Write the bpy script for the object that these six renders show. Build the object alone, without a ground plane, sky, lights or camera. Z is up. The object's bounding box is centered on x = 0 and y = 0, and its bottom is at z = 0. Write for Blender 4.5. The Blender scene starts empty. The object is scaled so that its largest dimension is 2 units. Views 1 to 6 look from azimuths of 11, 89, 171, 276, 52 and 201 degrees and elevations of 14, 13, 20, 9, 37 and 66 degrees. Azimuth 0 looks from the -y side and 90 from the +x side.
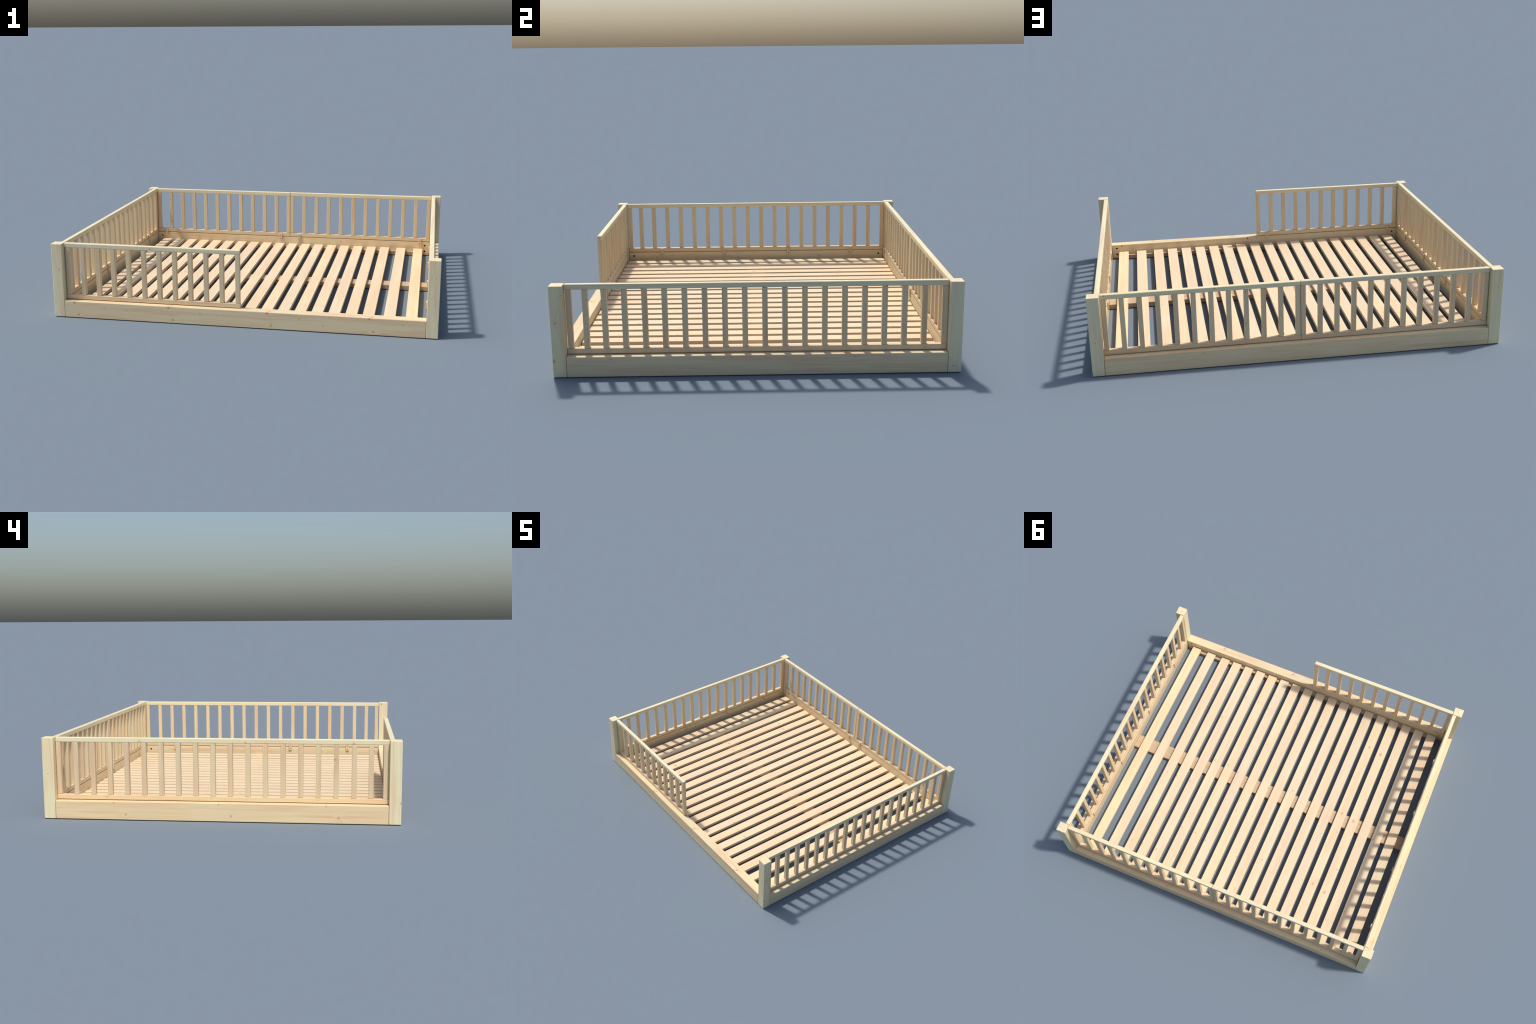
import bpy, bmesh, math, random
from mathutils import Vector, Matrix
random.seed(7)

# ------------------------------------------------------------------ sizes (m)
XO, YO = 1.000, 0.860            # outer half extents
XI, YI = 0.942, 0.8035           # inner faces of posts and boards
POST_H = 0.3965
BOARD_H = 0.0885
GAP = 0.0014                     # joint between post and board / rail
RAIL_W, RAIL_T = 0.0240, 0.0232  # fence rail: width, thickness
TOP_RAIL_Z = (0.3718, 0.3954)
LOW_RAIL_Z = (0.0915, 0.1152)
BAR = 0.0236                     # baluster section
SLAT_W, SLAT_T, SLAT_TOP = 0.0597, 0.0180, 0.0446
LEDGE_TOP = SLAT_TOP - SLAT_T - 0.0004
WOOD_REPEAT = 0.5115             # grain figure repeats along a plank

# ------------------------------------------------------------------ materials
def new_material(name):
    m = bpy.data.materials.new(name)
    m.use_nodes = True
    m.node_tree.nodes.clear()
    return m

class Tree:
    def __init__(self, mat):
        self.t = mat.node_tree
    def add(self, kind, **kw):
        n = self.t.nodes.new(kind)
        for k, v in kw.items():
            setattr(n, k, v)
        return n
    def link(self, a, b):
        self.t.links.new(a, b)
    def put(self, sock, v):
        if isinstance(v, (int, float)):
            sock.default_value = v
        elif isinstance(v, (tuple, list, Vector)):
            sock.default_value = tuple(v)
        else:
            self.link(v, sock)
    def math(self, op, a, b=0.0, c=0.0, clamp=False):
        n = self.add('ShaderNodeMath', operation=op, use_clamp=clamp)
        for i, v in enumerate((a, b, c)):
            self.put(n.inputs[i], v)
        return n.outputs[0]
    def vec(self, op, a, b=(0, 0, 0), out=0):
        n = self.add('ShaderNodeVectorMath', operation=op)
        self.put(n.inputs[0], a)
        self.put(n.inputs[1], b)
        return n.outputs[out]
    def ramp(self, fac, lo, hi):
        n = self.add('ShaderNodeMapRange', interpolation_type='SMOOTHSTEP')
        self.put(n.inputs['Value'], fac)
        n.inputs['From Min'].default_value = lo
        n.inputs['From Max'].default_value = hi
        return n.outputs['Result']
    def mix(self, fac, a, b, mode='MIX'):
        n = self.add('ShaderNodeMix', data_type='RGBA', blend_type=mode)
        self.put(n.inputs['Factor'], fac)
        self.put(n.inputs[6], a if not isinstance(a, tuple) else (*a, 1)[:4])
        self.put(n.inputs[7], b if not isinstance(b, tuple) else (*b, 1)[:4])
        return n.outputs[2]
    def noise(self, vec, scale, detail=2.0, rough=0.5, dist=0.0):
        n = self.add('ShaderNodeTexNoise')
        self.put(n.inputs['Vector'], vec)
        n.inputs['Scale'].default_value = scale
        n.inputs['Detail'].default_value = detail
        n.inputs['Roughness'].default_value = rough
        n.inputs['Distortion'].default_value = dist
        return n.outputs[0]

PALE = (0.81, 0.745, 0.485)       # posts and top rails
PALE_SLAT = (0.82, 0.685, 0.455)    # slats, tinted warmer for light bouncing between the timbers
PALE_BOARD = (0.78, 0.655, 0.415)   # side boards, brown shade of their inner faces averaged into the colour
PALE_BAR = (0.76, 0.625, 0.395)    # balusters, warmed midway towards their shaded inner sides
PALE_LOW = (0.75, 0.61, 0.39)    # lower rails, pink-brown bounce off the boards baked into the tone
PALE_BRACKET = (0.69, 0.54, 0.345)
PALE_BEAM = (0.55, 0.43, 0.28)   # beam and ledgers, darkened for the shadow beneath the slats
STREAK = (0.77, 0.595, 0.375)
DEEP = (0.71, 0.50, 0.30)
PEACH = (0.80, 0.61, 0.41)
KNOT_RIM = (0.69, 0.44, 0.26)
KNOT_CORE = (0.47, 0.28, 0.17)
KNOT_SOFT = (0.58, 0.31, 0.185)   # reddish knots of the slats

def pine(name, knots=(), repeat=WOOD_REPEAT, scatter=0.0, grain=1.0, streak=1.0, seed=0.0,
         pale=PALE, knot_scale=1.45, drift=0.3, core=KNOT_CORE):
    """Planed pine, grain along local X.  knots: (x, y, z, rx, ryz, strength) in local metres,
    recurring every `repeat` along X; scatter > 0 adds random knots of that cell size."""
    m = new_material(name)
    t = Tree(m)
    out = t.add('ShaderNodeOutputMaterial')
    bsdf = t.add('ShaderNodeBsdfPrincipled')
    t.link(bsdf.outputs[0], out.inputs[0])
    P = t.add('ShaderNodeTexCoord').outputs['Object']
    rnd = t.add('ShaderNodeObjectInfo').outputs['Random']
    sep = t.add('ShaderNodeSeparateXYZ'); t.link(P, sep.inputs[0])
    x, y, z = sep.outputs

    streak_col = tuple(a * b / c for a, b, c in zip(STREAK, pale, PALE))
    deep_col = tuple(a * b / c for a, b, c in zip(DEEP, pale, PALE))
    knot = None                   # distance to the nearest knot, in knot radii
    for kx, ky, kz, rx, ryz, _ in knots:
        c = t.add('ShaderNodeCombineXYZ')
        dx = t.math('WRAP', t.math('SUBTRACT', x, kx), repeat / 2, -repeat / 2)
        t.put(c.inputs[0], t.math('MULTIPLY', dx, 1 / (rx * knot_scale)))
        t.put(c.inputs[1], t.math('MULTIPLY', t.math('SUBTRACT', y, ky), 1 / (ryz * knot_scale)))
        t.put(c.inputs[2], t.math('MULTIPLY', t.math('SUBTRACT', z, kz), 1 / (ryz * knot_scale)))
        d = t.vec('LENGTH', c.outputs[0], out=1)
        knot = d if knot is None else t.math('MINIMUM', knot, d)
    if scatter:
        c = t.add('ShaderNodeCombineXYZ')
        t.put(c.inputs[0], t.math('MULTIPLY_ADD', rnd, 41.0, t.math('MULTIPLY', x, 1 / scatter)))
        t.put(c.inputs[1], t.math('MULTIPLY_ADD', rnd, 17.0 + seed,
                                  t.math('MULTIPLY', t.math('ADD', y, z), 1 / scatter)))
        v = t.add('ShaderNodeTexVoronoi', voronoi_dimensions='2D')
        t.link(c.outputs[0], v.inputs['Vector'])
        v.inputs['Scale'].default_value = 1.0
        cs = t.add('ShaderNodeSeparateColor'); t.link(v.outputs['Color'], cs.inputs[0])
        size = t.math('MULTIPLY_ADD', t.math('POWER', cs.outputs[0], 2.0), 0.0095 / scatter, 0.0032 / scatter)
        d = t.math('DIVIDE', v.outputs['Distance'], size)
        d = t.math('ADD', d, t.math('MULTIPLY', t.math('GREATER_THAN', cs.outputs[1], 0.34), 50.0))
        knot = d if knot is None else t.math('MINIMUM', knot, d)

    # grain coordinates bend round the knots
    bend = t.math('MULTIPLY', t.math('EXPONENT', t.math('MULTIPLY', knot, -0.45)), 0.012) if knot else 0.0
    off = t.math('MULTIPLY_ADD', rnd, 3.7, seed)
    g = t.add('ShaderNodeCombineXYZ')
    t.put(g.inputs[0], t.math('ADD', t.math('MULTIPLY', x, 2.2), t.math('MULTIPLY', off, 5.0)))
    t.put(g.inputs[1], t.math('MULTIPLY', t.math('ADD', t.math('ADD', y, bend), off), 48.0))
    t.put(g.inputs[2], t.math('MULTIPLY', t.math('ADD', t.math('ADD', z, bend), off), 48.0))
    wide = t.noise(g.outputs[0], 1.0, 3.0, 0.55, 0.6)
    fine = t.noise(t.vec('MULTIPLY', g.outputs[0], (1.6, 4.5, 4.5)), 1.0, 2.0, 0.5, 0.3)
    cloud = t.noise(t.vec('MULTIPLY', g.outputs[0], (1.1, 0.22, 0.22)), 1.0, 2.0)

    col = t.mix(t.math('MULTIPLY', t.ramp(wide, 0.42, 0.72), 0.85 * streak), pale, streak_col)
    col = t.mix(t.math('MULTIPLY', t.ramp(fine, 0.52, 0.80), 0.5 * grain), col, deep_col)
    col = t.mix(t.math('MULTIPLY', t.ramp(cloud, 0.40, 0.75), drift), col, streak_col)
    if drift > 0.3:               # broad peachy drift along and between planks
        d = t.add('ShaderNodeCombineXYZ')
        t.put(d.inputs[0], t.math('ADD', t.math('MULTIPLY', x, 2.6), t.math('MULTIPLY', off, 11.0)))
        t.put(d.inputs[1], t.math('MULTIPLY', y, 9.0))
        col = t.mix(t.math('MULTIPLY', t.ramp(t.noise(d.outputs[0], 1.0, 1.0), 0.42, 0.68), drift), col, PEACH)
    # pieces differ a little from one another
    tone = t.add('ShaderNodeHueSaturation')
    t.put(tone.inputs['Value'], t.math('MULTIPLY_ADD', rnd, 0.06, 0.965))
    t.put(tone.inputs['Saturation'], t.math('MULTIPLY_ADD', rnd, 0.12, 0.95))
    t.put(tone.inputs['Color'], col)
    col = tone.outputs[0]
    if knot:
        wob = t.math('MULTIPLY_ADD', t.noise(P, 260.0, 2.0), 0.5, t.math('SUBTRACT', knot, 0.25))
        halo = t.math('MULTIPLY', t.math('SUBTRACT', 1.0, t.ramp(wob, 0.5, 1.25)), 0.75)
        corem = t.math('MULTIPLY', t.math('SUBTRACT', 1.0, t.ramp(wob, 0.05, 0.75)), 0.75)
        col = t.mix(halo, col, KNOT_RIM)
        col = t.mix(corem, col, core)
    t.put(bsdf.inputs['Base Color'], col)
    bsdf.inputs['Roughness'].default_value = 0.62
    bsdf.inputs['Specular IOR Level'].default_value = 0.25
    b = t.add('ShaderNodeBump')
    b.inputs['Strength'].default_value = 0.06
    b.inputs['Distance'].default_value = 0.001
    t.put(b.inputs['Height'], fine)
    t.link(b.outputs[0], bsdf.inputs['Normal'])
    return m

def hole_shadow_black():
    m = new_material('painted_hole_shade')
    t = Tree(m)
    out = t.add('ShaderNodeOutputMaterial')
    bsdf = t.add('ShaderNodeBsdfPrincipled')
    t.link(bsdf.outputs[0], out.inputs[0])
    n = t.noise(t.add('ShaderNodeTexCoord').outputs['Object'], 300.0)
    t.put(bsdf.inputs['Base Color'], t.mix(n, (0.012, 0.010, 0.009), (0.03, 0.026, 0.022)))  # near-black discs modelled to draw the deep shadow inside drilled holes
    bsdf.inputs['Roughness'].default_value = 0.7
    bsdf.inputs['Specular IOR Level'].default_value = 0.1
    return m

# ------------------------------------------------------------------ geometry
coll = bpy.context.scene.collection

def link(name, mesh, parent=None, loc=(0, 0, 0), rot=None, mat=None):
    o = bpy.data.objects.new(name, mesh)
    coll.objects.link(o)
    o.location = loc
    if rot is not None:
        o.rotation_euler = rot
    if parent is not None:
        o.parent = parent          # loc and rot are in the parent's frame
    if mat is not None:
        if len(mesh.materials) == 0:
            mesh.materials.append(mat)
        o.material_slots[0].link = 'OBJECT'
        o.material_slots[0].material = mat
    return o

def plank(name, length, depth, height, bevel, segments=3):
    """Planed bar, length along X, all edges eased."""
    bm = bmesh.new()
    bmesh.ops.create_cube(bm, size=1.0)
    bmesh.ops.scale(bm, vec=(length, depth, height), verts=bm.verts)
    bmesh.ops.bevel(bm, geom=bm.edges[:], offset=bevel, segments=segments, profile=0.5, affect='EDGES')
    me = bpy.data.meshes.new(name)
    bm.to_mesh(me)
    bm.free()
    return me

def cylinder_object(radius, depth, loc, axis):
    bm = bmesh.new()
    bmesh.ops.create_cone(bm, cap_ends=True, segments=20, radius1=radius, radius2=radius, depth=depth)
    me = bpy.data.meshes.new('drill')
    bm.to_mesh(me); bm.free()
    o = bpy.data.objects.new('drill', me)
    coll.objects.link(o)
    o.location = loc
    o.rotation_euler = Vector(axis).to_track_quat('Z', 'Y').to_euler()
    return o

def drilled(mesh, holes):
    """holes in the mesh's own frame: (location on face, inward axis, radius, depth)."""
    o = bpy.data.objects.new('blank', mesh)
    coll.objects.link(o)
    tools = []
    for p, axis, r, depth in holes:
        a = Vector(axis).normalized()
        tools.append(cylinder_object(r, 2 * depth, Vector(p), a))
    for d in tools:
        mod = o.modifiers.new('hole', 'BOOLEAN')
        mod.object = d
        mod.operation = 'DIFFERENCE'
        mod.solver = 'EXACT'
    dg = bpy.context.evaluated_depsgraph_get()
    me = bpy.data.meshes.new_from_object(o.evaluated_get(dg))
    me.name = mesh.name
    for d in tools:
        bpy.data.objects.remove(d, do_unlink=True)
    bpy.data.objects.remove(o, do_unlink=True)
    return me

def disc_mesh(name, radius, depth):
    bm = bmesh.new()
    bmesh.ops.create_cone(bm, cap_ends=True, segments=20, radius1=radius, radius2=radius, depth=depth)
    me = bpy.data.meshes.new(name)
    bm.to_mesh(me); bm.free()
    return me

def bracket_mesh():
    """Small wooden tongue in the local XZ plane (front towards -Y): round foot, eased head, two screw holes."""
    w, h, th = 0.0215, 0.0470, 0.0068
    hw = w / 2
    outline = []
    for i in range(13):                       # round foot
        a = math.pi + math.pi * i / 12
        outline.append((hw * math.cos(a), -h / 2 + hw * 0.85 + hw * 0.85 * math.sin(a)))
    rr = 0.006
    for i in range(7):                        # eased head corners
        a = math.pi / 2 * i / 6
        outline.append((hw - rr + rr * math.cos(a), h / 2 - rr + rr * math.sin(a)))
    for i in range(7):
        a = math.pi / 2 + math.pi / 2 * i / 6
        outline.append((-hw + rr + rr * math.cos(a), h / 2 - rr + rr * math.sin(a)))
    bm = bmesh.new()
    back = [bm.verts.new((px, 0.0, pz)) for px, pz in outline]
    f = bm.faces.new(back)
    r = bmesh.ops.extrude_face_region(bm, geom=[f])
    moved = [v for v in r['geom'] if isinstance(v, bmesh.types.BMVert)]
    bmesh.ops.translate(bm, vec=(0, -th, 0), verts=moved)
    bmesh.ops.recalc_face_normals(bm, faces=bm.faces)
    rim = [e for e in bm.edges if all(abs(v.co.y + th) < 1e-6 for v in e.verts)]
    bmesh.ops.bevel(bm, geom=rim, offset=0.0016, segments=2, profile=0.5, affect='EDGES')
    me = bpy.data.meshes.new('bracket')
    bm.to_mesh(me); bm.free()
    return drilled(me, [((0, -th, 0.0085), (0, 1, 0), 0.0026, 0.0045),
                        ((0, -th, -0.0105), (0, 1, 0), 0.0026, 0.0045)])

# ------------------------------------------------------------------ the bed
bed = bpy.data.objects.new('bed_frame', None)
coll.objects.link(bed)
bed['label'] = 'low pine floor bed with slatted base and spindle guard rails'
bed['category'] = 'bed'

hole_black = hole_shadow_black()
shade_disc_mesh = disc_mesh('shade_disc', 0.0058, 0.004)
shade_plug_mesh = disc_mesh('shade_plug', 0.0025, 0.002)
bracket = bracket_mesh()
bracket_wood = pine('bracket_pine', scatter=0.3, grain=0.6, streak=0.6, seed=4.1, pale=PALE_BRACKET)

# --- corner posts: local X runs up the post
post_knots = {   # (sx, sy): knots as (height, face, offset along the face, size)
    (-1, 1): [(0.221, 'x', 0.002, 0.0030), (0.304, 'y', -0.004, 0.0030)],
    (-1, -1): [(0.103, 'x', -0.025, 0.0035), (0.26, 'y', 0.010, 0.0028)],
    (1, -1): [(0.238, 'x', -0.006, 0.0038), (0.0715, 'x', -0.022, 0.0060), (0.3565, 'x', 0.023, 0.0026),
              (0.307, 'y', 0.006, 0.0030)],
    (1, 1): [(0.029, 'x', -0.008, 0.0030), (0.17, 'y', 0.004, 0.0030)],
}
for (sx, sy), kn in post_knots.items():
    cx, cy = sx * (XO + XI) / 2, sy * (YO + YI) / 2
    rot = (0, -math.pi / 2, 0)      # local X -> +Z, local Z -> -X, local Y -> Y
    loc = []
    for h, face, off, r in kn:
        wx, wy = (sx * (XO - XI) / 2, off) if face == 'x' else (off, sy * (YO - YI) / 2)
        loc.append((h - POST_H / 2, wy, -wx, r * 1.2, r, 1))
    mat = pine('post_pine', loc, repeat=2.0, seed=1.3 + sx * 0.37 + sy * 0.71, grain=1.1, streak=1.1)
    mesh = plank('corner_post', POST_H, YO - YI, XO - XI, 0.0028)
    if (sx, sy) == (1, -1):         # free bolt hole that no guard rail hides
        mesh = drilled(mesh, [((0.387 - POST_H / 2, -0.8185 - cy, cx - XI), (0, 0, -1), 0.0030, 0.012)])
    link('corner_post', mesh, bed, (cx, cy, POST_H / 2), rot, mat)
    if (sx, sy) == (1, -1):
        link('shade_disc', disc_mesh('shade_disc', 0.0028, 0.004), bed, (XI + 0.006, -0.8185, 0.387), (0, math.pi / 2, 0), hole_black)

# --- side boards: local X along the board, local +Y is the bed's inside
BOLT_Z = (0.065, 0.025)
def side_board(length, thick, centre, angle, knots, bolt_x, pilots, repeat, seed):
    """knots: (x, face, offset, rx, r) with face 'outer'/'inner'/'top'."""
    mesh = plank('side_board', length, thick, BOARD_H, 0.0028)
    h = thick / 2
    holes = [((bx, h, bz - BOARD_H / 2), (0, -1, 0), 0.0060, 0.014) for bx in bolt_x for bz in BOLT_Z]
    holes += [((px, h, 0.0797 - BOARD_H / 2), (0, -1, 0), 0.0042, 0.012) for px in pilots]
    mesh = drilled(mesh, holes)
    loc = []
    for kx, face, off, rx, r in knots:
        if face == 'outer':
            loc.append((kx, -h, off - BOARD_H / 2, rx, r, 1))
        elif face == 'inner':
            loc.append((kx, h, off - BOARD_H / 2, rx, r, 1))
        else:
            loc.append((kx, off, BOARD_H / 2, rx, r, 1))
    mat = pine('side_board_pine', loc, repeat=repeat, seed=seed, streak=1.15, pale=PALE_BOARD)
    o = link('side_board', mesh, bed, centre, (0, 0, angle), mat)
    for p, a, r, d in holes:
        big = r > 0.005
        link('shade_disc', shade_disc_mesh if big else disc_mesh('shade_disc', r - 0.0002, 0.004), o,
             Vector(p) + Vector((0, -0.006, 0)), (math.pi / 2, 0, 0), hole_black)
    return o

LX, LY = 2 * (XI - GAP), 2 * (YI - GAP)
TY, TX = YO - YI, XO - XI
cy, cx = (YO + YI) / 2, (XO + XI) / 2
side_board(LX, TY, (0, -cy, BOARD_H / 2), 0.0,
           [(0.1680, 'outer', 0.018, 0.0062, 0.0060), (0.3140, 'outer', 0.062, 0.0042, 0.0036),
            (0.4330, 'outer', 0.032, 0.0028, 0.0026), (0.1470, 'outer', 0.084, 0.0080, 0.0085),
            (0.1600, 'top', -0.012, 0.0065, 0.0075), (0.0029, 'inner', 0.0757, 0.0045, 0.0045)],
           (-0.910, 0.910), (0.0645, 0.877), 0.5164, 0.4)
side_board(LX, TY, (0, cy, BOARD_H / 2), math.pi,
           [(0.0390, 'outer', 0.0775, 0.0034, 0.0034), (0.2000, 'top', -0.015, 0.0045, 0.0030),
            (0.1600, 'inner', 0.070, 0.004, 0.004)],
           (-0.910, 0.910), (), 0.5110, 2.2)
side_board(LY, TX, (-cx, 0, BOARD_H / 2), -math.pi / 2,
           [(-0.0010, 'outer', 0.0835, 0.0042, 0.0040), (0.0570, 'outer', 0.0274, 0.0055, 0.0060),
            (-0.170, 'top', -0.01, 0.004, 0.004), (0.115, 'inner', 0.055, 0.0055, 0.0055),
            (0.02, 'inner', 0.066, 0.003, 0.003)],
           (-0.7725, 0.7725), (), WOOD_REPEAT, 3.1)
side_board(LY, TX, (cx, 0, BOARD_H / 2), math.pi / 2,
           [(-0.1032, 'outer', 0.0775, 0.0036, 0.0032), (0.09, 'inner', 0.062, 0.004, 0.004)],
           (-0.7725, 0.7725), (), WOOD_REPEAT, 4.7)

# --- guard fences: each a top rail with its bottom rail, balusters and brackets
bar_len = TOP_RAIL_Z[0] - LOW_RAIL_Z[1] - 0.0006
bar_mesh = plank('baluster', bar_len, BAR, BAR - 0.0004, 0.0022)
bar_mat = pine('baluster_pine', scatter=0.17, seed=6.0, streak=1.2, grain=1.1, pale=PALE_BAR)

def guard_fence(start, end, fixed, along, inward, bars, brackets, rail_knots, seed):
    """Panel between two coordinates along 'x' or 'y'; inner face flush with the boards at `fixed`."""
    mid, length = (start + end) / 2, end - start
    centre_line = fixed - inward * RAIL_W / 2
    angle = 0.0 if along == 'x' else math.pi / 2
    def place(a, zc, off=0.0):
        return (a, centre_line + off, zc) if along == 'x' else (centre_line + off, a, zc)
    top_k = [(kx - mid, ko, kz, 0.0045, 0.0042, 1) for kx, ko, kz in rail_knots]
    top_mat = pine('fence_rail_pine', top_k, seed=seed, streak=1.0)
    low_k = [(kx - mid + 0.165, ko, -0.2 * kz, 0.0034, 0.003, 1) for kx, ko, kz in rail_knots]
    low_mat = pine('fence_rail_pine', low_k, seed=seed + 0.9, streak=1.0, pale=PALE_LOW)
    top = link('guard_rail', plank('guard_rail', length, RAIL_W, TOP_RAIL_Z[1] - TOP_RAIL_Z[0], 0.0034),
               bed, place(mid, sum(TOP_RAIL_Z) / 2), (0, 0, angle), top_mat)
    inv = Matrix.Translation(-Vector(top.location))
    invrot = Matrix.Rotation(-angle, 4, 'Z')
    def child(name, mesh, wloc, rot_world, mat):
        o = link(name, mesh, None, (0, 0, 0), None, mat)
        o.parent = top
        W = Matrix.Translation(Vector(wloc)) @ rot_world
        o.matrix_local = invrot @ inv @ W
        return o
    Rz = Matrix.Rotation(angle, 4, 'Z')
    child('lower_rail', plank('lower_rail', length, RAIL_W, LOW_RAIL_Z[1] - LOW_RAIL_Z[0], 0.0030),
          place(mid, sum(LOW_RAIL_Z) / 2), Rz, low_mat)
    zc = (TOP_RAIL_Z[0] + LOW_RAIL_Z[1]) / 2
    for b in bars:
        flip = Matrix.Rotation(random.choice((0, math.pi)), 4, 'X')
        child('baluster', bar_mesh, place(b, zc), Rz @ Matrix.Rotation(-math.pi / 2, 4, 'Y') @ flip, bar_mat)
    # brackets sit on the inner face; mesh front is -Y
    face = math.atan2(inward, 0) if along == 'x' else (0 if inward > 0 else math.pi)
    Rb = Matrix.Rotation(face + math.pi / 2, 4, 'Z')
    normal = Vector((0, inward, 0)) if along == 'x' else Vector((inward, 0, 0))
    for b in brackets:
        base = Vector(place(b, 0.0875)) + normal * (RAIL_W / 2 + 0.0003)
        child('bracket', bracket, base, Rb, bracket_wood)
        for dz in (0.0085, -0.0105):
            child('shade_plug', shade_plug_mesh, base + normal * 0.0030 + Vector((0, 0, dz)),
                  Rb @ Matrix.Rotation(math.pi / 2, 4, 'X'), hole_black)
    return top

half = XI - GAP
bars_half = [0.0127 + 0.08305 * i for i in range(12)]
# long back side: two panels meeting in the middle
guard_fence(0.0008, half, YI, 'x', -1, bars_half, (0.0645, 0.877), [(0.20, 0.004, -0.008), (0.41, 0.011, 0.006)], 1.7)
guard_fence(-half, -0.0008, YI, 'x', -1, [-b for b in bars_half], (-0.0645, -0.877), [(-0.31, 0.003, 0.009)], 2.9)
# long front side: one panel only, the other half is the way in
front = guard_fence(-half, 0.0024, -YI, 'x', 1, [-b + 0.0018 for b in bars_half], (-0.0645, -0.877),
                    [(-0.47, -0.011, -0.002)], 3.3)
# short sides
bars_end = [0.789] + [0.7038 - 0.08393 * i for i in range(17)] + [-0.7185, -0.7870]
hy = YI - GAP
guard_fence(-hy, hy, -XI, 'y', 1, bars_end, (-0.594, -0.203, 0.203, 0.594), [(0.387, 0.011, -0.006)], 4.4)
guard_fence(-hy, hy, XI, 'y', -1, bars_end, (-0.594, -0.203, 0.203, 0.594), [(0.03, -0.010, -0.009)], 5.8)
# bolt in the free end of the front panel's top rail
link('shade_disc', disc_mesh('shade_disc', 0.0022, 0.003), bed, (0.0024 - 0.0008, -YI - RAIL_W * 0.62, 0.3835), (0, math.pi / 2, 0), hole_black)

# --- slat supports
ledge_mesh = plank('slat_ledger', 1.80, 0.0240, LEDGE_TOP, 0.0012, 2)
for s in (-1, 1):
    link('slat_ledger', ledge_mesh, bed, (0, s * (YI - 0.0125), LEDGE_TOP / 2), (0, 0, 0),
         pine('ledger_pine', scatter=0.3, seed=7.0 + s, pale=PALE_BEAM))
link('centre_beam', plank('centre_beam', 2 * XI - 0.003, 0.088, LEDGE_TOP, 0.0012, 2), bed, (0, 0.001, LEDGE_TOP / 2),
     (0, 0, 0), pine('beam_pine', [(0.722, -0.001, LEDGE_TOP / 2, 0.006, 0.005, 1)], seed=8.2, pale=PALE_BEAM))

# --- slats: (offset across, position along, size) of each slat's knots, recurring along it
slat_x = [0.8660, 0.7542] + [0.6465 - 0.0890 * i for i in range(18)]
slat_knots = {
    0: [(-0.010, -0.0005, .0030)], 2: [(0.005, 0.139, .0040), (0.011, 0.28, .0022)], 3: [(0.026, 0.139, .0042)],
    4: [(0.017, 0.139, .0042)], 5: [(0.019, -0.061, .0040)], 6: [(0.013, -0.061, .0042)],
    7: [(0.023, -0.038, .0042), (0.004, 0.096, .0026)], 8: [(0.012, 0.21, .0028)],
    9: [(-0.025, -0.0145, .0042)], 10: [(-0.012, 0.18, .0024)], 11: [(-0.004, -0.059, .0042)],
    12: [(0.005, -0.0005, .0030)], 13: [(0.018, 0.10, .0026)], 14: [(-0.015, 0.143, .0030)],
    15: [(0.000, -0.0375, .0062), (0.013, 0.2113, .0028), (-0.019, 0.096, .0030)],
    16: [(0.0015, -0.016, .0075), (-0.0175, -0.1835, .0032)], 17: [(0.02, 0.14, .0026)],
    18: [(0.021, 0.05, .0034)], 19: [(-0.008, 0.12, .0032), (0.012, -0.05, .0026)],
}
slat_mesh = plank('slat', 1.6000, SLAT_W, SLAT_T, 0.0011, 2)
for i, sx in enumerate(slat_x):
    # local X -> world Y, local Y -> world -X
    kn = [(ky, -kx, SLAT_T / 2, r * 1.35, r, 1) for kx, ky, r in slat_knots.get(i, [])]
    mat = pine('slat_pine', kn, repeat=0.5110, seed=i * 0.613, grain=1.0, streak=0.75, pale=PALE_SLAT, drift=0.55, core=KNOT_SOFT)
    link('slat', slat_mesh, bed, (sx, 0, SLAT_TOP - SLAT_T / 2), (0, 0, math.pi / 2), mat)
